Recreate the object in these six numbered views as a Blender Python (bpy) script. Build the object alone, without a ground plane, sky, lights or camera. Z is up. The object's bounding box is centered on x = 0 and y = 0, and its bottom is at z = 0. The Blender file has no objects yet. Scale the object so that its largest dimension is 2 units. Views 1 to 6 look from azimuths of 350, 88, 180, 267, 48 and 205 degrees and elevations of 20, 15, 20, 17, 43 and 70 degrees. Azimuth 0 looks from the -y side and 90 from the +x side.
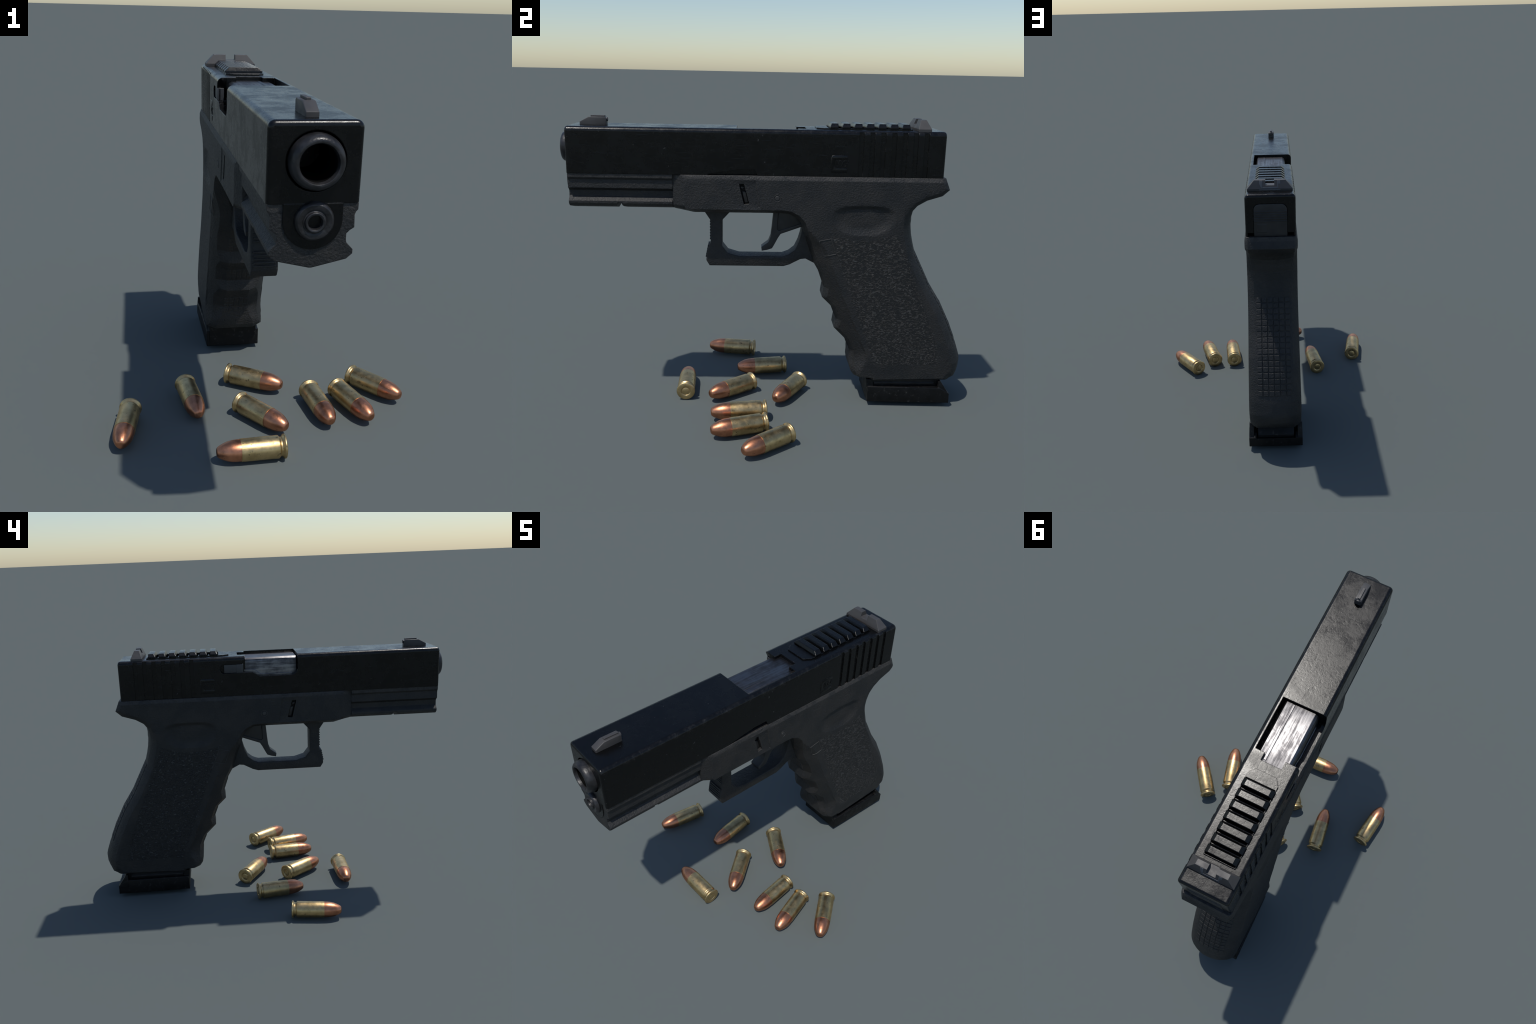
import bpy, bmesh, math
import numpy as np
from mathutils import Vector, Matrix
from mathutils.geometry import delaunay_2d_cdt

# ------------------------------------------------------------------ frame
# All pistol parts are modelled in "gun space": X across (0 = mid plane),
# Y along the barrel (muzzle at -Y), Z up from the ground.
GUN_X = -0.0483
GUN_BASE = Vector((GUN_X, 0.72, 0.02))
COL = bpy.context.scene.collection


# ------------------------------------------------------------------ helpers
def link(obj):
    COL.objects.link(obj)
    return obj


def remove(obj):
    bpy.data.objects.remove(obj, do_unlink=True)


def baked(obj):
    """Evaluated copy of an object's geometry as a fresh mesh."""
    dg = bpy.context.evaluated_depsgraph_get()
    dg.update()
    return bpy.data.meshes.new_from_object(obj.evaluated_get(dg))


def finish(mesh, angle=32, weighted=False):
    for p in mesh.polygons:
        p.use_smooth = True
    mesh.set_sharp_from_angle(angle=math.radians(angle))
    return mesh


def mesh_from(verts, faces, name):
    m = bpy.data.meshes.new(name)
    m.from_pydata([tuple(v) for v in verts], [], faces)
    m.update()
    bm = bmesh.new()
    bm.from_mesh(m)
    bmesh.ops.recalc_face_normals(bm, faces=bm.faces)
    bm.to_mesh(m)
    bm.free()
    return m


AXES = {  # (u, v, w) of a flat profile  ->  gun space
    'x': Matrix(((0, 0, 1), (1, 0, 0), (0, 1, 0))),      # u=y v=z  extruded on x
    '-x': Matrix(((0, 0, -1), (-1, 0, 0), (0, 1, 0))),   # mirrored reading
    'y': Matrix(((1, 0, 0), (0, 0, -1), (0, 1, 0))),     # u=x v=z  extruded on y
    'z': Matrix(((1, 0, 0), (0, 1, 0), (0, 0, 1))),      # u=x v=y  extruded on z
}


def prism(name, loops, half, bevel=0.0, axis='x', centre=0.0, seg=2):
    """Flat profile (first loop outline, others holes) extruded +-half along
    an axis, with rounded rims."""
    cu = bpy.data.curves.new(name, 'CURVE')
    cu.dimensions = '2D'
    cu.fill_mode = 'BOTH'
    cu.extrude = max(half - bevel, 0.0)
    cu.bevel_depth = bevel
    cu.bevel_resolution = seg
    cu.offset = -bevel
    for pts in loops:
        sp = cu.splines.new('POLY')
        sp.points.add(len(pts) - 1)
        for p, q in zip(sp.points, pts):
            p.co = (q[0], q[1], 0, 1)
        sp.use_cyclic_u = True
    ob = link(bpy.data.objects.new(name, cu))
    m = baked(ob)
    remove(ob)
    m.transform(AXES[axis].to_4x4())
    off = {'x': (centre, 0, 0), '-x': (centre, 0, 0), 'y': (0, centre, 0), 'z': (0, 0, centre)}[axis]
    m.transform(Matrix.Translation(off))
    bm = bmesh.new()
    bm.from_mesh(m)
    bmesh.ops.remove_doubles(bm, verts=bm.verts, dist=1e-5)
    bmesh.ops.recalc_face_normals(bm, faces=bm.faces)
    bm.to_mesh(m)
    bm.free()
    return m


def box(lo, hi, bevel=0.0, seg=2):
    bm = bmesh.new()
    bmesh.ops.create_cube(bm, size=1.0)
    lo, hi = Vector(lo), Vector(hi)
    for v in bm.verts:
        v.co = Vector((lo[i] + (v.co[i] + 0.5) * (hi[i] - lo[i]) for i in range(3)))
    if bevel:
        bmesh.ops.bevel(bm, geom=bm.edges[:], offset=bevel, segments=seg, affect='EDGES', profile=0.5)
    m = bpy.data.meshes.new('box')
    bm.to_mesh(m)
    bm.free()
    return m


def lathe(profile, n=48, axis='y', centre=(0, 0, 0)):
    """profile: list of (t, r) along the axis; closed at r == 0."""
    verts, faces, rings = [], [], []
    for t, r in profile:
        if r < 1e-6:
            rings.append([len(verts)])
            verts.append((0, t, 0))
        else:
            rings.append(list(range(len(verts), len(verts) + n)))
            for k in range(n):
                a = 2 * math.pi * k / n
                verts.append((r * math.cos(a), t, r * math.sin(a)))
    for a, b in zip(rings, rings[1:]):
        for k in range(n):
            k2 = (k + 1) % n
            if len(a) == 1 and len(b) == 1:
                continue
            if len(a) == 1:
                faces.append((a[0], b[k], b[k2]))
            elif len(b) == 1:
                faces.append((a[k], a[k2], b[0]))
            else:
                faces.append((a[k], a[k2], b[k2], b[k]))
    if axis == 'x':
        verts = [(t, x, z) for x, t, z in verts]
    verts = [(v[0] + centre[0], v[1] + centre[1], v[2] + centre[2]) for v in verts]
    return mesh_from(verts, faces, 'lathe')


def joined(meshes, name='joined'):
    bm = bmesh.new()
    for m in meshes:
        bm.from_mesh(m)
    out = bpy.data.meshes.new(name)
    bm.to_mesh(out)
    bm.free()
    return out


def cut(mesh, cutters, op='DIFFERENCE'):
    """Exact boolean of a mesh with each cutter in turn."""
    ob = link(bpy.data.objects.new('work', mesh))
    for c in cutters:
        co = link(bpy.data.objects.new('cutter', c))
        mod = ob.modifiers.new('b', 'BOOLEAN')
        mod.operation = op
        mod.solver = 'EXACT'
        mod.object = co
        res = baked(ob)
        ob.modifiers.clear()
        ob.data = res
        remove(co)
    res = ob.data
    remove(ob)
    return res


def weighted_normals(mesh, angle=32):
    finish(mesh, angle)
    ob = link(bpy.data.objects.new('work', mesh))
    mod = ob.modifiers.new('w', 'WEIGHTED_NORMAL')
    mod.keep_sharp = True
    mod.weight = 80
    res = baked(ob)
    remove(ob)
    return res


def arc(cx, cy, r, a0, a1, n):
    return [(cx + r * math.cos(math.radians(a0 + (a1 - a0) * i / n)),
             cy + r * math.sin(math.radians(a0 + (a1 - a0) * i / n))) for i in range(n + 1)]


# ------------------------------------------------------------------ materials
def material(name):
    m = bpy.data.materials.new(name)
    m.use_nodes = True
    nt = m.node_tree
    return m, nt, nt.nodes['Principled BSDF']


class Nodes:
    def __init__(self, nt):
        self.nt = nt
        self.co = self.add('ShaderNodeTexCoord').outputs['Object']

    def add(self, kind, **kw):
        n = self.nt.nodes.new(kind)
        for k, v in kw.items():
            setattr(n, k, v)
        return n

    def link(self, a, b):
        self.nt.links.new(a, b)

    def put(self, sock, v):
        if hasattr(v, 'is_linked') or hasattr(v, 'links'):
            self.link(v, sock)
        else:
            sock.default_value = v

    def mapped(self, scale, rot=(0, 0, 0), loc=(0, 0, 0)):
        n = self.add('ShaderNodeMapping')
        n.inputs['Scale'].default_value = scale
        n.inputs['Rotation'].default_value = rot
        n.inputs['Location'].default_value = loc
        self.link(self.co, n.inputs['Vector'])
        return n.outputs[0]

    def mapped_from(self, scale):
        n = self.add('ShaderNodeVectorMath', operation='MULTIPLY')
        self.link(self.co, n.inputs[0])
        n.inputs[1].default_value = scale
        return n.outputs[0]

    def noise(self, scale, detail=3, rough=0.55, vec=None, dist=0.0):
        n = self.add('ShaderNodeTexNoise')
        n.inputs['Scale'].default_value = scale
        n.inputs['Detail'].default_value = detail
        n.inputs['Roughness'].default_value = rough
        n.inputs['Distortion'].default_value = dist
        self.link(vec or self.co, n.inputs['Vector'])
        return n.outputs['Fac']

    def ramp(self, fac, lo, hi, a=0.0, b=1.0):
        n = self.add('ShaderNodeMapRange', interpolation_type='SMOOTHSTEP')
        self.put(n.inputs[0], fac)
        n.inputs[1].default_value, n.inputs[2].default_value = lo, hi
        n.inputs[3].default_value, n.inputs[4].default_value = a, b
        return n.outputs[0]

    def math(self, op, a, b=0.0):
        n = self.add('ShaderNodeMath', operation=op)
        self.put(n.inputs[0], a)
        self.put(n.inputs[1], b)
        return n.outputs[0]

    def mix(self, fac, a, b):
        n = self.add('ShaderNodeMix', data_type='RGBA')
        self.put(n.inputs[0], fac)
        for s, v in ((n.inputs[6], a), (n.inputs[7], b)):
            if isinstance(v, tuple):
                s.default_value = (*v, 1.0)
            else:
                self.link(v, s)
        return n.outputs[2]

    def bump(self, height, strength, distance, normal=None):
        n = self.add('ShaderNodeBump')
        self.put(n.inputs['Strength'], strength)
        n.inputs['Distance'].default_value = distance
        self.link(height, n.inputs['Height'])
        if normal is not None:
            self.link(normal, n.inputs['Normal'])
        return n.outputs[0]

    def edge(self, radius):
        """(rounded normal, 0..1 mask of sharp edges)"""
        bv = self.add('ShaderNodeBevel', samples=6)
        bv.inputs['Radius'].default_value = radius
        geo = self.add('ShaderNodeNewGeometry')
        d = self.add('ShaderNodeVectorMath', operation='DOT_PRODUCT')
        self.link(bv.outputs[0], d.inputs[0])
        self.link(geo.outputs['True Normal'], d.inputs[1])
        return bv.outputs[0], self.ramp(d.outputs['Value'], 0.985, 0.90)


def mat_slide():
    m, nt, p = material('blackened_steel')
    n = Nodes(nt)
    nrm, edge = n.edge(0.004)
    worn = n.math('MULTIPLY', edge, n.ramp(n.noise(24, 5, 0.75), 0.54, 0.66))
    chips = n.ramp(n.noise(52, 2, 0.5), 0.745, 0.765)
    scratch = n.ramp(n.noise(5, 6, 0.8, n.mapped((30, 4, 22), (0.3, 0.2, 0.5))), 0.60, 0.75)
    col = n.mix(scratch, (0.0020, 0.0021, 0.0023), (0.0050, 0.0050, 0.0053))
    col = n.mix(n.math('MULTIPLY', worn, 0.5), col, (0.070, 0.068, 0.066))
    sep = n.add('ShaderNodeSeparateXYZ')                   # rubbed long upper edges
    n.link(n.co, sep.inputs[0])
    rub = n.math('MULTIPLY', n.ramp(n.math('ABSOLUTE', sep.outputs[0]), 0.106, 0.119), n.ramp(sep.outputs[2], 1.366, 1.380))
    rub = n.math('MULTIPLY', rub, n.ramp(n.noise(26, 7, 0.85), 0.46, 0.66))
    col = n.mix(n.math('MULTIPLY', rub, 0.36), col, (0.035, 0.035, 0.036))
    col = n.mix(n.math('MULTIPLY', chips, 0.35), col, (0.09, 0.09, 0.09))
    n.link(col, p.inputs['Base Color'])
    patch = n.noise(11, 6, 0.72)
    fine = n.noise(75, 5, 0.72)
    r = n.math('ADD', n.ramp(patch, 0.36, 0.68, 0.215, 0.335), n.math('MULTIPLY', n.math('SUBTRACT', fine, 0.5), 0.16))
    n.link(r, p.inputs['Roughness'])
    p.inputs['Specular IOR Level'].default_value = 0.32
    pits = n.ramp(n.noise(34, 3, 0.6), 0.60, 0.72)
    h = n.math('ADD', n.math('MULTIPLY', fine, 0.5), n.math('MULTIPLY', pits, -0.12))
    h = n.math('ADD', h, n.math('MULTIPLY', scratch, 0.25))
    for rot in ((0.2, 0.1, 0.9), (0.5, 0.3, -0.6)):        # hairline scratches
        hair = n.ramp(n.noise(1, 3, 0.6, n.mapped((160, 7, 160), rot)), 0.66, 0.74)
        h = n.math('ADD', h, n.math('MULTIPLY', hair, 0.5))
    n.link(n.bump(h, 0.17, 0.005, nrm), p.inputs['Normal'])
    return m


def stipple_mask(n):
    """Soft mask of the roughened grip panel: product of half planes in y-z."""
    sep = n.add('ShaderNodeSeparateXYZ')
    n.link(n.co, sep.inputs[0])
    y, z = sep.outputs[1], sep.outputs[2]
    wob = n.math('MULTIPLY', n.math('SUBTRACT', n.noise(55, 2), 0.5), 0.02)

    def half(p, q):  # positive on the left of p -> q
        d = Vector((q[0] - p[0], q[1] - p[1])).normalized()
        a, b = -d.y, d.x
        v = n.math('ADD', n.math('MULTIPLY', y, a), n.math('MULTIPLY', z, b))
        v = n.math('ADD', n.math('SUBTRACT', v, a * p[0] + b * p[1]), wob)
        return n.ramp(v, 0.0, 0.006)
    mask = half((0.54, 0.226), (0.86, 0.226))                          # bottom
    for a, b in (((0.862, 0.226), (0.854, 0.33)), ((0.854, 0.33), (0.612, 0.925)), ((0.287, 0.885), (0.533, 0.226))):
        mask = n.math('MULTIPLY', mask, half(a, b))
    # upper rim is a shallow sagging arc
    up = n.math('SUBTRACT', y, 0.44)
    sag = n.math('ADD', n.math('MULTIPLY', n.math('MULTIPLY', up, up), 1.3), 0.872)
    mask = n.math('MULTIPLY', mask, n.ramp(n.math('ADD', n.math('SUBTRACT', sag, z), wob), 0.0, 0.006))
    # only on the side faces
    geo = n.add('ShaderNodeNewGeometry')
    sx = n.add('ShaderNodeSeparateXYZ')
    n.link(geo.outputs['True Normal'], sx.inputs[0])
    return n.math('MULTIPLY', mask, n.ramp(n.math('ABSOLUTE', sx.outputs[0]), 0.75, 0.92))


def mat_frame():
    m, nt, p = material('textured_polymer')
    n = Nodes(nt)
    nrm, edge = n.edge(0.005)
    mask = stipple_mask(n)
    grain = n.noise(125, 3, 0.62)
    worm = n.ramp(n.noise(1, 2, 0.5, n.mapped((70, 82, 165)), 0.7), 0.52, 0.62)
    mott = n.ramp(n.noise(8, 5, 0.65), 0.38, 0.64)
    col = n.mix(mott, (0.0110, 0.0118, 0.0126), (0.0205, 0.0194, 0.0184))
    col = n.mix(n.math('MULTIPLY', n.math('MULTIPLY', edge, n.ramp(n.noise(30, 4, 0.7), 0.42, 0.65)), 0.55), col, (0.075, 0.070, 0.065))
    col = n.mix(n.math('MULTIPLY', mask, n.ramp(worm, 0, 1, 0.75, 0.0)), col, (0.0075, 0.008, 0.0085))
    col = n.mix(n.math('MULTIPLY', mask, n.math('MULTIPLY', worm, 0.75)), col, (0.060, 0.060, 0.059))
    sz = n.add('ShaderNodeSeparateXYZ')                    # upper ledge tinted paler, sunlight on it painted in
    n.link(n.co, sz.inputs[0])
    ledge = n.math('MULTIPLY', n.ramp(sz.outputs[2], 1.153, 1.162), n.ramp(n.noise(26, 4, 0.7), 0.36, 0.58))
    col = n.mix(n.math('MULTIPLY', ledge, 0.6), col, (0.042, 0.039, 0.036))
    n.link(col, p.inputs['Base Color'])
    n.link(n.ramp(grain, 0.3, 0.7, 0.50, 0.66), p.inputs['Roughness'])
    p.inputs['Specular IOR Level'].default_value = 0.45
    b = n.bump(grain, n.math('SUBTRACT', 0.62, n.math('MULTIPLY', mask, 0.4)), 0.006, nrm)
    b = n.bump(worm, n.math('MULTIPLY', mask, 1.0), 0.015, b)
    n.link(b, p.inputs['Normal'])
    return m


def mat_plain(name, col, rough, metallic=0.0, grain=0.15, spec=0.5, var=0.25):
    m, nt, p = material(name)
    n = Nodes(nt)
    nrm, edge = n.edge(0.0025)
    c2 = tuple(min(1, c * (1 + var)) for c in col)
    c1 = tuple(c * (1 - var) for c in col)
    c = n.mix(n.ramp(n.noise(18, 4, 0.6), 0.3, 0.7), c1, c2)
    c = n.mix(n.math('MULTIPLY', n.math('MULTIPLY', edge, n.ramp(n.noise(40, 3), 0.45, 0.65)), 0.4), c,
              tuple(min(1, v * 3 + 0.02) for v in col))
    n.link(c, p.inputs['Base Color'])
    n.link(n.ramp(n.noise(35, 3), 0.3, 0.7, rough * 0.85, min(1, rough * 1.15)), p.inputs['Roughness'])
    p.inputs['Metallic'].default_value = metallic
    p.inputs['Specular IOR Level'].default_value = spec
    n.link(n.bump(n.noise(120, 3), grain, 0.004, nrm), p.inputs['Normal'])
    return m


def mat_base_plate():
    m, nt, p = material('scuffed_black_plastic')
    n = Nodes(nt)
    nrm, edge = n.edge(0.004)
    spots = n.ramp(n.noise(46, 5, 0.75), 0.56, 0.72)
    col = n.mix(spots, (0.0022, 0.0022, 0.0025), (0.042, 0.041, 0.040))
    n.link(col, p.inputs['Base Color'])
    n.link(n.ramp(n.noise(25, 3), 0.3, 0.7, 0.4, 0.6), p.inputs['Roughness'])
    p.inputs['Specular IOR Level'].default_value = 0.3
    n.link(n.bump(n.noise(60, 4, 0.7), 0.3, 0.006, nrm), p.inputs['Normal'])
    return m


def mat_barrel_bright():
    m, nt, p = material('brushed_bright_steel')
    n = Nodes(nt)
    nrm, edge = n.edge(0.003)
    streak = n.noise(1, 5, 0.6, n.mapped((110, 7, 110)))
    blot = n.noise(20, 4, 0.65)
    fac = n.ramp(n.math('ADD', n.math('MULTIPLY', streak, 0.6), n.math('MULTIPLY', blot, 0.4)), 0.36, 0.62)
    n.link(n.mix(fac, (0.070, 0.068, 0.072), (0.185, 0.181, 0.185)), p.inputs['Base Color'])
    p.inputs['Metallic'].default_value = 1.0
    n.link(n.ramp(fac, 0, 1, 0.46, 0.34), p.inputs['Roughness'])
    n.link(n.bump(streak, 0.12, 0.004, nrm), p.inputs['Normal'])
    return m


def mat_cartridge(name, c_lo, c_hi, stain, rough, stain_amt):
    m, nt, p = material(name)
    n = Nodes(nt)
    oi = n.add('ShaderNodeObjectInfo')
    off = n.add('ShaderNodeVectorMath', operation='ADD')
    sc = n.add('ShaderNodeVectorMath', operation='SCALE')
    sc.inputs[0].default_value = (3.1, 1.7, 2.3)
    n.link(oi.outputs['Random'], sc.inputs['Scale'])
    n.link(n.co, off.inputs[0])
    n.link(sc.outputs[0], off.inputs[1])
    n.co = off.outputs[0]
    col = n.mix(n.ramp(n.noise(24, 4, 0.6), 0.3, 0.7), c_lo, c_hi)
    col = n.mix(n.math('MULTIPLY', n.ramp(n.noise(13, 4, 0.6), 0.46, 0.68), 0.45), col, tuple(c * 0.45 for c in c_lo))
    st = n.math('MULTIPLY', n.ramp(n.noise(44, 6, 0.8, n.mapped_from((1.3, 0.8, 1.3))), 0.585, 0.64), stain_amt)
    col = n.mix(st, col, stain)
    n.link(col, p.inputs['Base Color'])
    p.inputs['Metallic'].default_value = 1.0
    n.link(n.math('ADD', n.ramp(n.noise(40, 4, 0.7), 0.35, 0.7, rough - 0.05, rough + 0.08), n.math('MULTIPLY', st, 0.2)),
           p.inputs['Roughness'])
    n.link(n.bump(n.noise(60, 3), 0.05, 0.004), p.inputs['Normal'])
    return m


STEEL = mat_slide()
POLYMER = mat_frame()
SIGHT = mat_plain('sight_steel', (0.045, 0.043, 0.043), 0.5, grain=0.05, var=0.1)
MARK = mat_plain('sight_paint', (0.10, 0.102, 0.108), 0.55, grain=0.03, var=0.06)
COVER = mat_plain('cover_plastic', (0.018, 0.018, 0.019), 0.5)
MUZZLE = mat_plain('blued_barrel_steel', (0.022, 0.022, 0.024), 0.38, metallic=0.25, var=0.6, grain=0.25)
BORE = mat_plain('bore_black', (0.0015, 0.0015, 0.0015), 0.8, spec=0.1)
DARK = mat_plain('dark_internal_steel', (0.012, 0.012, 0.013), 0.38)
TRIG = mat_plain('trigger_plastic', (0.020, 0.020, 0.0205), 0.48)
EXTR = mat_plain('extractor_steel', (0.045, 0.047, 0.051), 0.42, metallic=0.2)
RELEASE = mat_plain('release_polymer', (0.032, 0.031, 0.030), 0.55)  # colour lightened so the thin ridges show a lit edge
BASE = mat_base_plate()
HOOD = mat_barrel_bright()
BRASS = mat_cartridge('brass', (0.50, 0.36, 0.17), (0.64, 0.47, 0.24), (0.07, 0.052, 0.032), 0.40, 0.8)
COPPER = mat_cartridge('copper_jacket', (0.50, 0.215, 0.118), (0.63, 0.28, 0.16), (0.16, 0.065, 0.04), 0.37, 0.6)

# ------------------------------------------------------------------ pistol root
pistol = link(bpy.data.objects.new('pistol', None))
pistol.empty_display_size = 0.1
pistol.location = GUN_BASE
pistol['label'] = 'black polymer-framed semi-automatic pistol standing on its magazine'
pistol['category'] = 'handgun'


def part(name, mesh, mat, parent=None, angle=32, smooth=True):
    if smooth:
        finish(mesh, angle)
    mesh.name = name
    mesh.materials.clear()
    mesh.materials.append(mat)
    ob = link(bpy.data.objects.new(name, mesh))
    ob.parent = parent or pistol
    if parent is None:
        ob.location = (0, -GUN_BASE.y, -GUN_BASE.z)   # mesh is in gun space
    return ob


# ------------------------------------------------------------------ slide
SL_W, SL_Z0, SL_Z1, SL_F, SL_B = 0.127, 1.177, 1.394, -0.962, 0.818
R = 0.021
sec = ([(SL_W, SL_Z0 - 0.03)] + arc(SL_W - R, SL_Z1 - R, R, 0, 90, 5)
       + arc(-SL_W + R, SL_Z1 - R, R, 90, 180, 5) + [(-SL_W, SL_Z0 - 0.03)])
body = prism('slide', [sec], (SL_B - SL_F) / 2, 0.014, 'y', (SL_B + SL_F) / 2, seg=4)

cutters = [box((-0.3, -1.2, 1.0), (0.3, 1.2, SL_Z0))]
# ejection port: top opening, notch at its rear, and the window on the right side
cutters.append(box((-0.108, -0.168, 1.285), (0.101, 0.122, 1.50)))
cutters.append(box((-0.053, 0.05, 1.340), (0.053, 0.163, 1.50)))
port = [(-0.168, 1.50), (-0.168, 1.312), (-0.160, 1.296), (-0.146, 1.285), (-0.128, 1.2805), (0.043, 1.2805),
        (0.083, 1.3045), (0.247, 1.3035), (0.258, 1.312), (0.264, 1.328), (0.258, 1.345), (0.247, 1.3525),
        (0.139, 1.3525), (0.1215, 1.392), (0.1215, 1.50)]
cutters.append(prism('c', [port], 0.05, 0, 'x', -0.14))
# hole for the barrel and the tunnel behind it
cutters.append(lathe([(-1.1, 0), (-1.1, 0.0805), (-0.80, 0.0805), (-0.80, 0)], 64, centre=(0.002, 0, 1.289)))
# slide-stop notch, left side only
cutters.append(prism('c', [[(-0.304, 1.17), (-0.300, 1.1820), (-0.158, 1.2055), (-0.080, 1.2055), (-0.064, 1.17)]], 0.03, 0, 'x', 0.131))
# rear cover pocket and the two rail slots beside it
pocket = [(-0.0855, 1.10), (0.0855, 1.10)] + arc(0.0555, 1.317, 0.030, 0, 90, 6) + arc(-0.0555, 1.317, 0.030, 90, 180, 6)
cutters.append(prism('c', [pocket], 0.01, 0, 'y', SL_B + 0.001))
for s in (-1, 1):
    cutters.append(box((min(s * .0845, s * .1155), SL_B - 0.05, 1.10), (max(s * .0845, s * .1155), SL_B + .1, 1.197)))
cutters.append(box((-0.0735, 0.268, 1.376), (0.0735, 0.6595, 1.5)))
# cocking serrations
for i in range(7):
    y0 = 0.406 + i * 0.0510
    for s in (-1, 1):
        x0, x1 = sorted((s * (SL_W - 0.0065), s * 0.2))
        cutters.append(box((x0, y0, 1.10), (x1, y0 + 0.023, 1.386)))
body = cut(body, cutters)
# nose lobe that wraps the recoil spring guide
lobe = [(-0.081, SL_Z0), (-0.081, 1.132)] + arc(0.0, 1.132, 0.081, 180, 360, 20)[1:-1] + [(0.081, 1.132), (0.081, SL_Z0)]
lobe_m = prism('lobe', [lobe], 0.045, 0.0, 'y', SL_F + 0.045)
part('slide', weighted_normals(joined([body, lobe_m])), STEEL, smooth=False)

# rear cover plate with its grip lines
cov = [(-0.0835, 1.178), (0.0835, 1.178)] + arc(0.0535, 1.315, 0.030, 0, 90, 6) + arc(-0.0535, 1.315, 0.030, 90, 180, 6)
ms = [prism('cover', [cov], 0.006, 0.0015, 'y', SL_B - 0.0055)]
for k in range(5):
    z = 1.254 + k * 0.0125
    ms.append(box((-0.0815, SL_B - 0.002, z), (0.0815, SL_B + 0.0036, z + 0.0062), 0.0015, 1))
ms.append(box((0.020, SL_B - 0.002, 1.200), (0.067, SL_B + 0.0015, 1.241), 0.001, 1))
part('rear_cover_plate', joined(ms), COVER)

# accessory rail on top of the slide
oct_ = [(0.078, 0.664), (0.078, 0.246), (0.054, 0.211), (-0.054, 0.211), (-0.078, 0.246), (-0.078, 0.664)]
channel = [(0.0735, 0.6595), (0.0735, 0.268), (-0.0735, 0.268), (-0.0735, 0.6595)]
rail = part('top_rail', prism('rail', [oct_, channel], 0.0075, 0.001, 'z', 1.3928), STEEL, angle=14)
slat_sec = [(-0.0785, 1.3985), (0.0785, 1.3985), (0.0785, 1.4065), (0.061, 1.4215), (-0.061, 1.4215), (-0.0785, 1.4065)]
slat_m = prism('rail_slat', [slat_sec], 0.0200, 0.0012, 'y', 0.0, seg=1)
for v in slat_m.vertices:               # front face leans back
    if v.co.y < 0:
        v.co.y += 0.009 * max(0.0, v.co.z - 1.404) / 0.0175
finish(slat_m, 14)
slat_m.materials.append(STEEL)
for i in range(7):
    o = link(bpy.data.objects.new('rail_slat', slat_m))
    o.parent = rail
    o.location = (0, 0.2920 + i * 0.0568, 0)
# low round bars between the slats
bars = []
for i in range(6):
    y = 0.2920 + (i + 0.5) * 0.0568
    bars.append(prism('bar', [arc(y + 0.001, 1.3840, 0.0085, -20, 200, 8)], 0.074, 0, 'x'))
part('rail_web', joined(bars), STEEL, parent=rail)

# ------------------------------------------------------------------ sights
fs = [(-0.913, 1.385), (-0.913, 1.407), (-0.870, 1.4305), (-0.794, 1.4305), (-0.787, 1.424), (-0.787, 1.385)]
front_sight = part('front_sight', prism('fs', [fs], 0.0185, 0.003, 'x', -0.002), SIGHT)
part('sight_bar', joined([box((-0.009, -0.862, 1.425), (0.005, -0.794, 1.4375), 0.001, 1),
                          lathe([(-0.80, 0), (-0.80, 0.010), (-0.7835, 0.010), (-0.782, 0.008), (-0.782, 0)], 20, centre=(-0.002, 0, 1.419))]),
     SIGHT, parent=front_sight)
rs = [(-0.115, 1.386), (0.115, 1.386), (0.115, 1.404), (0.079, 1.4445), (0.0225, 1.4445), (0.0225, 1.4205),
      (-0.0225, 1.4205), (-0.0225, 1.4445), (-0.079, 1.4445), (-0.115, 1.404)]
rsm = prism('rs', [rs], 0.031, 0, 'y', 0.7145)
bm = bmesh.new()
bm.from_mesh(rsm)
for v in bm.verts:                      # front and rear faces lean inwards
    t = max(0.0, v.co.z - 1.404) / 0.0405
    v.co.y += (0.0155 if v.co.y < 0.7145 else -0.020) * t
bm.to_mesh(rsm)
bm.free()
rear_sight = part('rear_sight', rsm, SIGHT, angle=20)
u_loop = [(0.053, 1.442), (0.053, 1.398), (-0.053, 1.398), (-0.053, 1.442), (-0.037, 1.442), (-0.037, 1.412), (0.037, 1.412), (0.037, 1.442)]
um = prism('u', [u_loop], 0.003, 0, 'y', 0.7435)
bm = bmesh.new()
bm.from_mesh(um)
for v in bm.verts:
    v.co.y -= 0.020 * max(0.0, v.co.z - 1.404) / 0.0405
bm.to_mesh(um)
bm.free()
part('sight_outline', um, MARK, parent=rear_sight)

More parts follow.
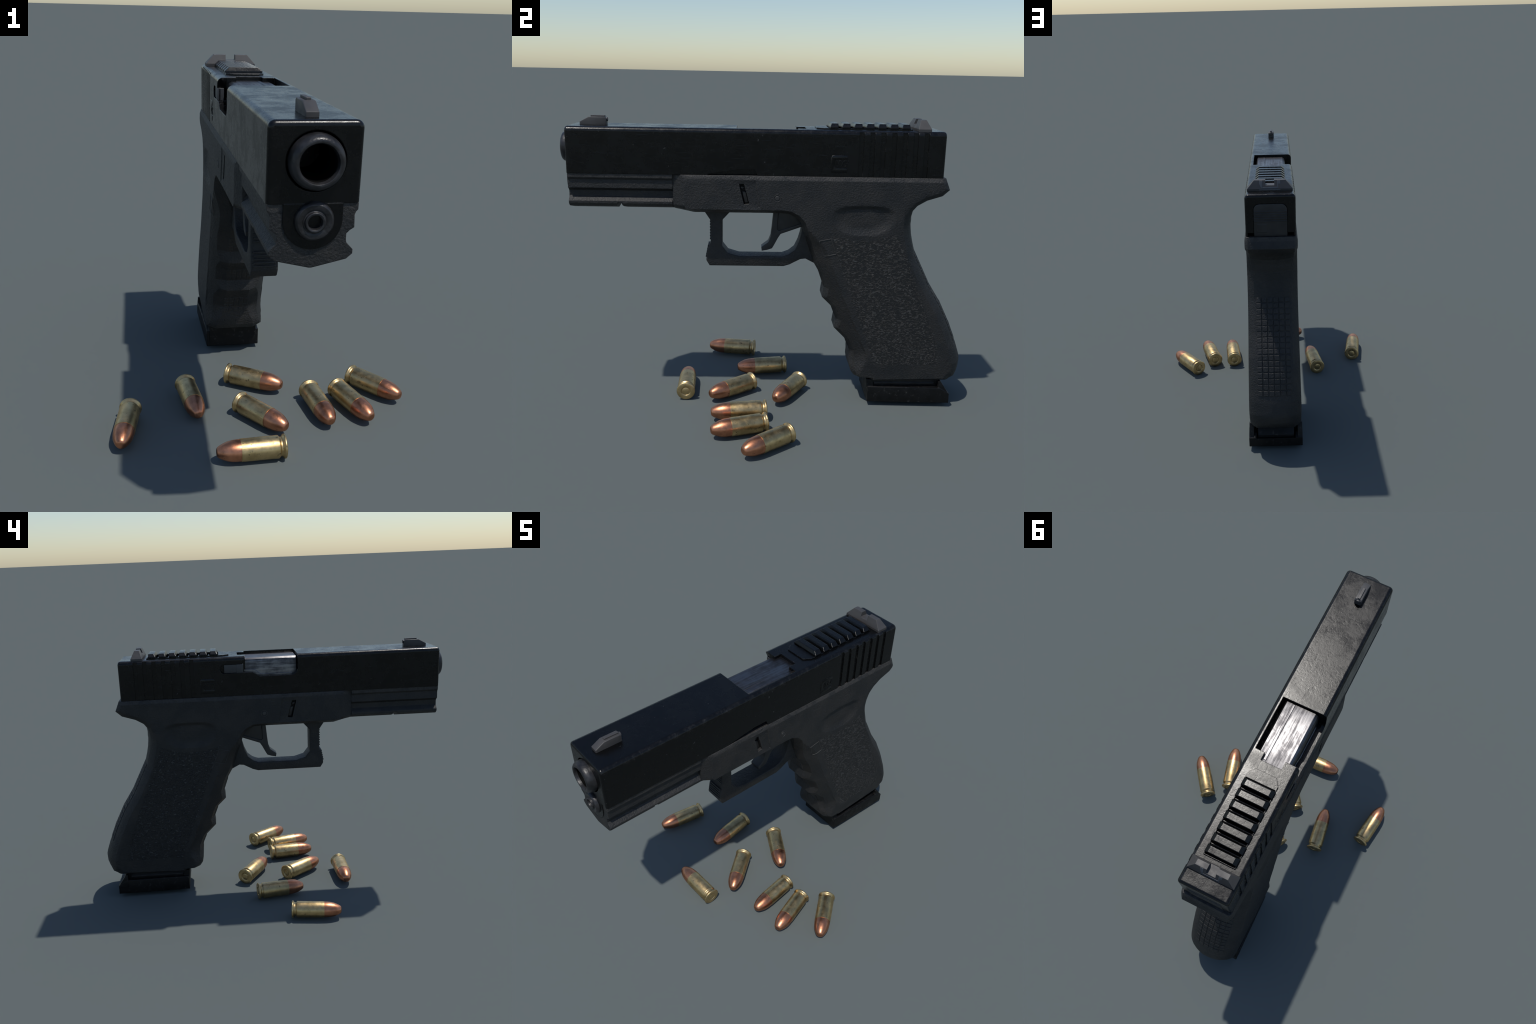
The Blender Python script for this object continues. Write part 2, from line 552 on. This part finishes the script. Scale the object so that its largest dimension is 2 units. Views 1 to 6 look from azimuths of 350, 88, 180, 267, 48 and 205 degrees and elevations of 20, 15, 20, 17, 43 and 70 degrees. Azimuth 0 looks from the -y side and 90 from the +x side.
# ------------------------------------------------------------------ barrel and guide rod
bz = 1.289
barrel = part('barrel', lathe([(-0.30, 0.0), (-0.30, 0.0745), (-0.972, 0.0745), (-0.984, 0.0725), (-0.993, 0.0685), (-0.9985, 0.063),
                               (-1.0, 0.058), (-0.999, 0.0535), (-0.994, 0.051), (-0.985, 0.0500)], 72, centre=(0.0015, 0, bz)), MUZZLE, angle=50)
part('bore', lathe([(-0.986, 0.0503), (-0.60, 0.0503), (-0.60, 0)], 48, centre=(0.0015, 0, bz)), BORE, parent=barrel)
hood = [(0.084, 1.19), (0.084, 1.371), (0.077, 1.3785), (-0.072, 1.3785), (-0.084, 1.370), (-0.0885, 1.356), (-0.0885, 1.19)]
chm = prism('hood', [hood], 0.165, 0.002, 'y', 0.001)
strip = box((0.034, -0.160, 1.368), (0.047, 0.150, 1.3800), 0.0008, 1)
lug = [(-0.14, 1.275), (-0.14, 1.2885), (0.036, 1.2885), (0.076, 1.3175), (0.130, 1.3175), (0.130, 1.28)]
lugm = prism('lug', [lug], 0.004, 0.001, 'x', -0.0880)
part('chamber_hood', joined([chm, strip, lugm]), HOOD, parent=barrel)
gz = 1.130
part('guide_rod', lathe([(-0.90, 0), (-0.90, 0.0545), (-0.957, 0.0545), (-0.965, 0.052), (-0.969, 0.047), (-0.9685, 0.036), (-0.966, 0.031),
                         (-0.967, 0.0285), (-0.9735, 0.0275), (-0.975, 0.025), (-0.9735, 0.0205), (-0.968, 0.019), (-0.945, 0.019), (-0.945, 0)],
                        56, centre=(0.003, -0.008, gz)), MUZZLE, angle=40)

# extractor in its slot
ex = [(0.134, 1.3045), (0.240, 1.305), (0.240, 1.351), (0.134, 1.3515)]
exh = [(0.134, 1.3035), (0.172, 1.3035), (0.172, 1.3525), (0.134, 1.3525)]
part('extractor', joined([prism('ex', [ex], 0.012, 0.002, 'x', -0.1105), prism('exh', [exh], 0.008, 0.003, 'x', -0.1185)]), EXTR)


# ------------------------------------------------------------------ engraved maker's mark
def logo(axis, y0, x):
    g = ([(0.06, 0), (0.90, 0), (0.96, 0.07), (0.96, 0.26), (0.30, 0.26), (0.24, 0.32), (0.24, 0.70), (0.30, 0.77), (1.0, 0.77)]
         + [(0.985, 0.88), (0.95, 0.95), (0.86, 1.0), (0.14, 1.0), (0.05, 0.96), (0.0, 0.86), (0.0, 0.08)])
    size = 0.082
    rim = [(a * size, b * size) for a, b in g]
    m = prism('logo', [rim], 0.0010, 0.0004, 'z', 0, 1)
    cu = bpy.data.curves.new('mark', 'FONT')
    cu.body = 'LOCK'
    cu.size = 0.043
    cu.extrude = 0.0016
    cu.space_character = 0.86
    ob = link(bpy.data.objects.new('mark', cu))
    t = baked(ob)
    remove(ob)
    t.transform(Matrix.Translation((0.0235, 0.0275, 0)) @ Matrix.Diagonal((0.60, 1.0, 1, 1)))
    m = joined([m, t])
    m.transform(AXES[axis].to_4x4())
    m.transform(Matrix.Translation((x, y0, 1.1975)))
    return m


part('maker_mark', logo('x', 0.276, SL_W), STEEL, smooth=True)
part('maker_mark', logo('-x', 0.376, -SL_W), STEEL, smooth=True)

# ------------------------------------------------------------------ polymer frame
# side outline (y, z) of the frame body, front top corner first
OUT_FRONT = [(-0.958, 1.177), (-0.958, 0.997)]
OUT_BELLY = [(-0.958, 0.997), (-0.742, 0.997), (-0.727, 1.040), (-0.711, 1.040), (-0.702, 0.997), (-0.468, 0.997),
             (-0.42, 0.995), (-0.37, 0.994), (0.05, 0.994)]
OUT_CREST = [(0.05, 0.994), (0.09, 0.990), (0.125, 0.972), (0.148, 0.945), (0.163, 0.90)]
OUT_STRAP = [(0.163, 0.90), (0.18, 0.85), (0.20, 0.79), (0.221, 0.735), (0.245, 0.694), (0.274, 0.613), (0.270, 0.585), (0.267, 0.559), (0.315, 0.512),
             (0.341, 0.447), (0.337, 0.42), (0.334, 0.396), (0.392, 0.338), (0.416, 0.283), (0.418, 0.24)]
OUT_TOE = [(0.418, 0.24), (0.419, 0.205), (0.425, 0.176), (0.442, 0.152), (0.475, 0.137), (0.520, 0.134)]
OUT_WELL = [(0.520, 0.134), (0.936, 0.143)]
OUT_BACK = [(0.936, 0.143), (0.957, 0.154), (0.969, 0.186), (0.971, 0.235), (0.951, 0.305), (0.910, 0.41), (0.857, 0.52),
            (0.793, 0.622), (0.708, 0.79), (0.681, 0.89), (0.673, 0.94)]
OUT_TAIL = [(0.673, 0.94), (0.674, 0.982), (0.682, 1.016), (0.703, 1.042), (0.747, 1.068), (0.820, 1.091), (0.853, 1.121), (0.830, 1.177)]
OUT_TOP = [(0.830, 1.177), (-0.958, 1.177)]


def resample(pts, step):
    out = []
    for a, b in zip(pts, pts[1:]):
        k = max(1, int(math.ceil(math.dist(a, b) / step)))
        out += [(a[0] + (b[0] - a[0]) * i / k, a[1] + (b[1] - a[1]) * i / k) for i in range(k)]
    return out + [pts[-1]]


def dist_to(P, pts):
    best = np.full(len(P), 1e9)
    for a, b in zip(pts, pts[1:]):
        a, b = np.array(a), np.array(b)
        ab = b - a
        t = np.clip(((P - a) @ ab) / (ab @ ab), 0, 1)
        best = np.minimum(best, np.linalg.norm(P - (a + t[:, None] * ab), axis=1))
    return best


def inside(P, poly):
    c = np.zeros(len(P), bool)
    for (x0, y0), (x1, y1) in zip(poly, poly[1:] + poly[:1]):
        cond = (y0 > P[:, 1]) != (y1 > P[:, 1])
        with np.errstate(divide='ignore', invalid='ignore'):
            xi = (x1 - x0) * (P[:, 1] - y0) / (y1 - y0) + x0
        c ^= cond & (P[:, 0] < xi)
    return c


RAIL_SECTION = [(0.997, 0.004), (1.019, 0.099), (1.034, 0.116), (1.046, 0.116), (1.0675, 0.0955), (1.0945, 0.0955), (1.108, 0.1165),
                (1.148, 0.1150), (1.158, 0.1240), (1.177, 0.1240)]
WIDTH = [(0.14, 0.137), (0.25, 0.140), (0.50, 0.1375), (0.75, 0.135), (0.90, 0.1355), (1.0, 0.1355), (1.10, 0.1350), (1.18, 0.1345)]
LEVER_SLOT = [(-0.155, 1.139), (-0.130, 1.139), (-0.104, 1.042), (-0.130, 1.039)]


def shrink(poly, d):
    c = Vector((sum(p[0] for p in poly) / len(poly), sum(p[1] for p in poly) / len(poly)))
    return [tuple(Vector(p) + (c - Vector(p)).normalized() * d) for p in poly]


def interp(x, table):
    return np.interp(x, [t[0] for t in table], [t[1] for t in table])


FRONT_LINE = [(0.13, 0.455), (0.24, 0.430), (0.40, 0.365), (0.56, 0.295), (0.735, 0.228), (0.90, 0.166), (1.0, 0.120)]   # (z, y)


def smooth(x, a, b):
    t = np.clip((x - a) / (b - a), 0, 1)
    return t * t * (3 - 2 * t)


def half_width(P):
    y, z = P[:, 0], P[:, 1]
    full = interp(z, WIDTH)
    full = full - 0.002 * np.clip((-y) / 0.2, 0, 1)
    # thumb scoop high on the grip: sharp upper brow, flat floor, round lower lip
    u = (y - 0.447) / 0.150
    v = np.where(z > 0.995, (z - 0.995) / 0.046, (z - 0.995) / 0.100)
    dish = np.clip(1 - np.abs(u) ** 2.6 - np.abs(v) ** 2.2, 0, 1)
    full = full - 0.0105 * np.clip(dish * 1.6, 0, 1) ** 0.9
    # front strap and finger grooves: tight edge on the true outline, broad roll on a smooth line
    df = dist_to(P, OUT_CREST + OUT_STRAP[1:] + OUT_TOE[1:])
    fuller = np.maximum(smooth(z, 0.80, 0.96), 1 - smooth(z, 0.16, 0.29))
    tight = interp(df, [(0, 0.054), (0.011, 0.079), (0.018, 0.098), (0.03, 0.2)]) + 0.038 * fuller
    off = y - interp(z, FRONT_LINE)
    broad = interp(off, [(-0.04, 0.069), (-0.01, 0.088), (0.02, 0.107), (0.05, 0.124), (0.075, 0.1335), (0.10, 0.2)]) + 0.030 * fuller
    broad = np.where((y < 0.16) & (z > 0.85), 0.2, broad)
    w = np.minimum(full, np.minimum(tight, broad))
    # backstrap and tang
    dr = dist_to(P, OUT_BACK + OUT_TAIL[1:])
    tang = smooth(z, 0.90, 1.06)
    wb = interp(dr, [(0, 0.100), (0.010, 0.1135), (0.028, 0.1315), (0.040, 0.1375), (0.06, 0.2)])
    wt = interp(dr, [(0, 0.118), (0.010, 0.127), (0.022, 0.135), (0.03, 0.2)])
    w = np.minimum(w, wb + (wt - wb) * tang)
    w = np.minimum(w, interp(dist_to(P, OUT_WELL), [(0, 0.126), (0.008, 0.135), (0.02, 0.2)]))
    w = np.minimum(w, interp(dist_to(P, OUT_TOP), [(0, 0.1275), (0.018, 0.1340), (0.03, 0.2)]))
    # belly; towards the muzzle it turns into the keel of the rail
    belly = interp(dist_to(P, OUT_BELLY[5:]), [(0, 0.096), (0.016, 0.130), (0.025, 0.2)])
    keel = interp(z, [(0.994, 0.004), (1.019, 0.099), (1.034, 0.122), (1.05, 0.2)])
    t = np.clip((y + 0.468) / 0.10, 0, 1)
    w = np.minimum(w, keel + (belly - keel) * t)
    # forward rail, then the chamfer up to the full-width block
    railw = interp(z, RAIL_SECTION)
    ramp = np.clip((y + 0.4665) / (0.4665 - 0.412), 0, 1)
    w = np.where(y < -0.4675, railw, np.where(y < -0.412, np.minimum(w, 0.1125 + 0.0210 * ramp), w))
    # shallow relief round the takedown lever
    edge_y = np.interp(z, [1.03, 1.15], [-0.055, -0.077])
    rel = np.where(y < edge_y + 1e-4, smooth(y, -0.27, -0.13), 0.0) * smooth(z, 1.012, 1.026) * (1 - smooth(z, 1.146, 1.158))
    w = w - 0.0032 * rel
    # takedown lever slot
    w = np.where(inside(P, shrink(LEVER_SLOT, 0.0022)), w - 0.030, w)
    return w


def back_crown(z):
    return float(np.interp(z, [0.155, 0.20, 0.25, 0.36, 0.60, 0.85, 0.96, 1.04, 1.09], [0.0, 0.028, 0.029, 0.022, 0.018, 0.018, 0.024, 0.016, 0.0]))


def build_frame():
    outline = []
    for seg in (OUT_FRONT, OUT_BELLY, OUT_CREST, OUT_STRAP, OUT_TOE, OUT_WELL, OUT_BACK, OUT_TAIL, OUT_TOP):
        outline += resample(seg, 0.009)[:-1]
    verts = [Vector(p) for p in outline]
    nb = len(verts)
    edges = [(i, (i + 1) % nb) for i in range(nb)]
    poly = outline

    def polyline(pts, closed=False):
        i0 = len(verts)
        verts.extend(Vector(p) for p in pts)
        k = len(pts)
        edges.extend((i0 + i, i0 + i + 1) for i in range(k - 1))
        if closed:
            edges.append((i0 + k - 1, i0))
    for z, _ in RAIL_SECTION[1:-1]:
        if z < 1.045:                    # rail lines stop at the cross slot
            polyline(resample([(-0.9578, z), (-0.746, z)], 0.04))
            polyline(resample([(-0.699, z), (-0.469, z)], 0.04))
        else:
            polyline(resample([(-0.9578, z), (-0.469, z)], 0.04))
    for y in (-0.4685, -0.4665, -0.412):
        polyline(resample([(y, 1.0), (y, 1.1768)], 0.03))
    for dy in (0.0, 0.002):
        polyline(resample([(-0.077 + dy, 1.15), (-0.055 + dy, 1.03)], 0.02))
    for d in (0.0005, 0.0024):
        polyline(shrink(LEVER_SLOT, d), True)
    # soft rings that follow the outline, and a fill grid
    soft = []
    loop = np.array(outline)
    tang = np.roll(loop, -1, 0) - np.roll(loop, 1, 0)
    tang /= np.linalg.norm(tang, axis=1)[:, None]
    nrm = np.stack([-tang[:, 1], tang[:, 0]], 1)
    for d in (0.010, 0.020, 0.035, 0.050):
        q = loop + nrm * d
        q = q[inside(q, poly)]
        q = q[dist_to(q, outline + outline[:1]) > d * 0.95]
        soft.append(q[(q[:, 0] > -0.46)])
    g = 0.0085
    ys, zs = np.meshgrid(np.arange(-0.46, 1.0, g), np.arange(0.13, 1.18, g))
    q = np.stack([ys.ravel() + (np.round(zs.ravel() / g) % 2) * g / 2, zs.ravel()], 1)
    q = q[inside(q, poly)]
    q = q[dist_to(q, outline + outline[:1]) > 0.056]
    soft.append(q)
    soft = np.concatenate(soft)
    keep = dist_to(soft, LEVER_SLOT + LEVER_SLOT[:1]) > 0.003
    keep &= np.abs(soft[:, 0] + 0.412) > 0.003
    keep &= dist_to(soft, [(-0.076, 1.15), (-0.054, 1.03)]) > 0.003
    soft = soft[keep]
    verts.extend(Vector(p) for p in soft)
    vo, eo, fo, ov, oe, of = delaunay_2d_cdt(verts, edges, [list(range(nb))], 1, 1e-5)
    P = np.array([tuple(v) for v in vo])
    w = half_width(P)
    n = len(P)
    co = [(w[i], P[i, 0], P[i, 1]) for i in range(n)] + [(-w[i], P[i, 0], P[i, 1]) for i in range(n)]
    faces = [tuple(f) for f in fo] + [tuple(i + n for i in reversed(f)) for f in fo]
    # boundary edges -> crowned strip joining both flanks
    cnt = {}
    for f in fo:
        for a, b in zip(f, list(f[1:]) + [f[0]]):
            k = (min(a, b), max(a, b))
            cnt[k] = cnt.get(k, []) + [(a, b)]
    rim = [v[0] for v in cnt.values() if len(v) == 1]
    db = dist_to(P, OUT_BACK)
    dt = dist_to(P, OUT_TAIL)
    nxt = {a: b for a, b in rim}
    prv = {b: a for a, b in rim}
    SEG = 8
    cols = {}
    for a in nxt:
        t = P[nxt[a]] - P[prv[a]]
        t = t / (np.linalg.norm(t) + 1e-12)
        out = np.array([t[1], -t[0]])
        crown = back_crown(P[a, 1]) if min(db[a], dt[a]) < 1e-4 else 0.0
        row = [a]
        for k in range(1, SEG):
            s = 1 - 2 * k / SEG
            b = crown * (1 - abs(s) ** 2.2)
            row.append(len(co))
            co.append((w[a] * s, P[a, 0] + out[0] * b, P[a, 1] + out[1] * b))
        row.append(a + n)
        cols[a] = row
    for a, b in rim:
        for k in range(SEG):
            faces.append((cols[a][k], cols[a][k + 1], cols[b][k + 1], cols[b][k]))
    return mesh_from(co, faces, 'frame')


frame = part('frame', build_frame(), POLYMER, angle=16)

# trigger guard loop
g_out = [(-0.340, 1.03), (-0.327, 0.994), (-0.292, 0.942), (-0.292, 0.832), (-0.306, 0.800), (-0.3145, 0.749), (-0.3135, 0.740), (-0.298, 0.7145),
         (0.070, 0.7145), (0.100, 0.724), (0.153, 0.752), (0.178, 0.755), (0.217, 0.735), (0.30, 0.70), (0.30, 1.03)]
g_in = [(-0.180, 1.005), (-0.193, 0.992), (-0.236, 0.945), (-0.236, 0.816), (-0.209, 0.781), (-0.154, 0.764), (0.064, 0.764), (0.097, 0.777),
        (0.125, 0.800), (0.143, 0.840), (0.154, 0.88), (0.162, 0.93), (0.165, 0.96), (0.165, 1.005)]
guard = part('trigger_guard', prism('guard', [g_out, g_in], 0.0515, 0.006, 'x', -0.001, 2), POLYMER)
ribs = []
for k in range(7):
    z = 0.846 + k * 0.0145
    ribs.append(box((-0.043, -0.2968, z), (0.041, -0.285, z + 0.0078), 0.0018, 1))
for k in range(5):
    t = k / 4
    y, z = -0.3025 - 0.010 * t, 0.812 - 0.052 * t
    b = box((-0.043, -0.0052, -0.0040), (0.041, 0.007, 0.0040), 0.0016, 1)
    b.transform(Matrix.Translation((0, y, z)) @ Matrix.Rotation(-0.18, 4, 'X'))
    ribs.append(b)
rb = part('guard_ribs', joined(ribs), POLYMER, parent=guard)
rb['kind'] = 'stuff'

# trigger: web plate, thicker curved blade, and lower bar
blade = [(0.016, 1.01), (0.015, 0.975), (0.009, 0.905), (0.004, 0.862), (-0.007, 0.834), (-0.042, 0.8065), (-0.0395, 0.788), (-0.012, 0.793),
         (0.011, 0.801), (0.021, 0.818), (0.040, 0.855), (0.053, 0.875), (0.16, 0.914), (0.20, 0.95), (0.20, 0.962), (0.155, 0.930),
         (0.045, 0.892), (0.035, 0.900), (0.040, 0.975), (0.044, 1.01)]
web = [(0.03, 1.01), (0.025, 0.89), (0.06, 0.882), (0.18, 0.925), (0.18, 1.01)]
part('trigger', joined([prism('blade', [blade], 0.031, 0.004, 'x', 0, 2), prism('web', [web], 0.025, 0.001, 'x', 0, 1)]), TRIG)

# pins, lever, release button
part('trigger_pin', joined([lathe([(-0.1372, 0), (-0.1372, 0.009), (-0.1362, 0.0105), (-0.1335, 0.0115), (-0.1335, 0.0150), (-0.1363, 0.0165), (-0.1363, 0.0185),
                                   (-0.130, 0.0195), (0.130, 0.0195), (0.1363, 0.0185), (0.1363, 0.0165), (0.1335, 0.0150), (0.1335, 0.0115),
                                   (0.1362, 0.0105), (0.1372, 0.009), (0.1372, 0)], 32, 'x', (0, 0.028, 1.072))]), RELEASE)
lev = shrink(LEVER_SLOT, 0.004)
tab = [(-0.147, 1.128), (-0.129, 1.128), (-0.119, 1.090), (-0.137, 1.090)]
part('takedown_lever', joined([prism('lev', [[(-0.139, 1.100), (-0.122, 1.100), (-0.108, 1.047), (-0.126, 1.045)]], 0.116, 0.002, 'x', 0),
                               prism('tab', [[(-0.148, 1.124), (-0.133, 1.124), (-0.130, 1.113), (-0.145, 1.113)]], 0.119, 0.002, 'x', 0)]), DARK)
btn = [(0.234, 0.866), (0.291, 0.878), (0.321, 0.803), (0.262, 0.789)]


def ring_on_flank(loop, width, proud):
    """Thin raised outline lying on both flanks of the frame."""
    ms = []
    for sgn in (-1, 1):
        for a, b in zip(loop, loop[1:] + loop[:1]):
            pts = resample([a, b], 0.008)
            d = Vector((b[0] - a[0], b[1] - a[1])).normalized() * (width / 2)
            nn = Vector((-d.y, d.x))
            vs, fs = [], []
            for p in pts:
                for k, (o, h) in enumerate(((-1, -0.004), (-0.6, proud), (0.6, proud), (1, -0.004))):
                    q = Vector(p) + nn * o
                    wv = float(half_width(np.array([[p[0], p[1]]]))[0])
                    vs.append((sgn * (wv + h), q.x, q.y))
            for i in range(len(pts) - 1):
                for k in range(3):
                    fs.append((i * 4 + k, i * 4 + k + 1, i * 4 + k + 5, i * 4 + k + 4))
            fs.append((0, 1, 2, 3))
            e = (len(pts) - 1) * 4
            fs.append((e, e + 1, e + 2, e + 3))
            for i in range(len(pts) - 1):
                fs.append((i * 4, i * 4 + 3, i * 4 + 7, i * 4 + 4))
            ms.append(mesh_from(vs, fs, 'bar'))
    return joined(ms)


part('magazine_release', ring_on_flank(btn, 0.0045, 0.0020), RELEASE)


# chequered pads on both straps
def along(pts, s):
    for a, b in zip(pts, pts[1:]):
        l = math.dist(a, b)
        if s <= l:
            return Vector((a[0] + (b[0] - a[0]) * s / l, a[1] + (b[1] - a[1]) * s / l)), Vector((b[0] - a[0], b[1] - a[1])).normalized()
        s -= l
    return Vector(pts[-1]), Vector((pts[-1][0] - pts[-2][0], pts[-1][1] - pts[-2][1])).normalized()


def pads(pts, s0, s1, cols, pitch, half, crown_at, wide, proud):
    out = []
    rows = int(round((s1 - s0) / pitch))
    for r in range(rows):
        p, t = along(pts, s0 + (r + 0.5) * (s1 - s0) / rows)
        nrm = Vector((t.y, -t.x))
        for c in range(cols):
            x = (c - (cols - 1) / 2) * pitch
            crown = crown_at(p.y)
            off = crown * (1 - min(1, abs(x) / wide) ** 2.2)
            b = box((-half, -half, -0.006), (half, half, 0.0), 0.0012, 1)
            q = p + nrm * (off + proud)
            slope = -crown * 2.2 * (abs(x) / wide) ** 1.2 / wide * (1 if x > 0 else -1)
            ez = Vector((0, nrm.x, nrm.y)) - Vector((slope, 0, 0)) * 1.0
            ez.normalize()
            ey = Vector((0, t.x, t.y))
            ex_ = ey.cross(ez).normalized()
            mtx = Matrix((ex_, ey, ez)).transposed().to_4x4()
            b.transform(Matrix.Translation((x, q.x, q.y)) @ mtx)
            out.append(b)
    return joined(out)


def length_at(pts, z):
    s = 0
    for a, b in zip(pts, pts[1:]):
        if min(a[1], b[1]) <= z <= max(a[1], b[1]):
            return s + math.dist(a, b) * abs(z - a[1]) / max(abs(b[1] - a[1]), 1e-6)
        s += math.dist(a, b)
    return s


sb0, sb1 = length_at(OUT_BACK, 0.335), length_at(OUT_BACK, 0.80)
o = part('backstrap_chequering', pads(OUT_BACK, sb0, sb1, 6, 0.0305, 0.0132, back_crown, 0.098, 0.0030), POLYMER)
o['kind'] = 'stuff'
fr = []
for z1, z0 in ((0.685, 0.622), (0.508, 0.452), (0.335, 0.252)):
    a, b = length_at(OUT_STRAP, z1), length_at(OUT_STRAP, z0)
    fr.append(pads(OUT_STRAP, a, b, 5, 0.0240, 0.0100, lambda z: 0.0, 0.1, 0.0012))
o = part('frontstrap_chequering', joined(fr), POLYMER)
o['kind'] = 'stuff'

# ------------------------------------------------------------------ magazine
mag = part('magazine', joined([box((-0.112, 0.535, 0.06), (0.112, 0.868, 0.30), 0.006),
                               box((-0.118, 0.545, 0.112), (0.118, 0.855, 0.122), 0.002, 1)]), DARK)
bp_side = [(0.512, 0.0205), (0.931, 0.0205), (0.931, 0.072), (0.880, 0.104), (0.512, 0.104)]
plate = prism('bp', [bp_side], 0.1445, 0.003, 'x', 0.001)
plate = cut(plate, [box((-0.105, 0.84, 0.068), (0.105, 1.1, 0.2)),
                    box((-0.118, 0.52, 0.088), (0.118, 0.9, 0.2))])
wall = prism('fw', [[(0.506, 0.1385), (0.540, 0.1385), (0.545, 0.03), (0.5125, 0.0215)]], 0.130, 0.003, 'x', 0.001)
ears = []
for s in (-1, 1):
    ears.append(prism('ear', [[(0.872, 0.138), (0.884, 0.138), (0.927, 0.072), (0.927, 0.06), (0.872, 0.06)]], 0.0125, 0.001, 'x', s * 0.1305, 1))
ears.append(prism('mid', [[(0.850, 0.139), (0.868, 0.139), (0.912, 0.077), (0.912, 0.06), (0.850, 0.06)]], 0.098, 0.001, 'x', 0, 1))
bp = joined([plate, wall] + ears)
bm = bmesh.new()
bm.from_mesh(bp)
for v in bm.verts:                      # plate is narrower towards the front
    t = min(1.0, max(0.0, (0.62 - v.co.y) / 0.11))
    v.co.x = v.co.x * (1 - 0.09 * t)
bm.to_mesh(bp)
bm.free()
part('magazine_base_plate', bp, BASE)

# ------------------------------------------------------------------ cartridges
AX_Z = 0.0475
case_m = lathe([(0.0035, 0.0), (0.0035, 0.0215), (0.0008, 0.0235), (0.0, 0.026), (0.0, 0.0425), (0.0020, 0.0464), (0.0045, 0.0475), (0.0085, 0.0472),
                (0.0105, 0.0450), (0.0150, 0.0385), (0.0180, 0.0372), (0.0225, 0.0372), (0.0255, 0.0395), (0.0290, 0.0440),
                (0.0315, 0.0448), (0.172, 0.0440), (0.1790, 0.0438), (0.1793, 0.0420), (0.17, 0.0400)], 56)
tip_m = lathe([(0.165, 0.0), (0.165, 0.0420), (0.1793, 0.0427), (0.195, 0.0424), (0.210, 0.0411), (0.230, 0.0374), (0.245, 0.0318),
               (0.255, 0.0272), (0.263, 0.0228), (0.268, 0.0193), (0.2712, 0.0152), (0.2728, 0.0095), (0.2731, 0.0)], 56)
primer_m = lathe([(0.008, 0.0), (0.008, 0.0190), (0.0022, 0.0190), (0.0012, 0.0175), (0.0012, 0.0)], 32)
for mm, mt in ((case_m, BRASS), (tip_m, COPPER), (primer_m, BRASS)):
    finish(mm, 50)
    mm.materials.append(mt)
# (tip x, tip y, base x, base y) on the ground
ROUNDS = [(-0.601, -0.331, -0.561, -0.060), (-0.280, -0.158, -0.320, 0.111), (0.114, 0.039, -0.118, 0.177),
          (0.066, -0.294, -0.099, -0.077), (0.258, -0.278, 0.226, -0.010), (0.434, -0.270, 0.354, -0.012),
          (0.618, -0.120, 0.452, 0.094), (-0.238, -0.427, 0.035, -0.421)]
rng = np.random.default_rng(7)
for tx, ty, bx, by in ROUNDS:
    yaw = math.atan2(ty - by, tx - bx) - math.pi / 2
    mid = Vector(((tx + bx) / 2, (ty + by) / 2, 0))
    d = Vector((tx - bx, ty - by, 0)).normalized()
    root = link(bpy.data.objects.new('cartridge', None))
    root.empty_display_size = 0.03
    root.location = mid - d * 0.1361
    root.rotation_euler = (0, 0, yaw)
    root['label'] = 'brass pistol cartridge with copper jacketed bullet'
    root['category'] = 'cartridge'
    roll = float(rng.uniform(0, 6.28))
    for nm, mm in (('case', case_m), ('bullet', tip_m), ('primer', primer_m)):
        ob = link(bpy.data.objects.new(nm, mm))
        ob.parent = root
        ob.location = (0, 0, AX_Z)
        ob.rotation_euler = (0, roll, 0)
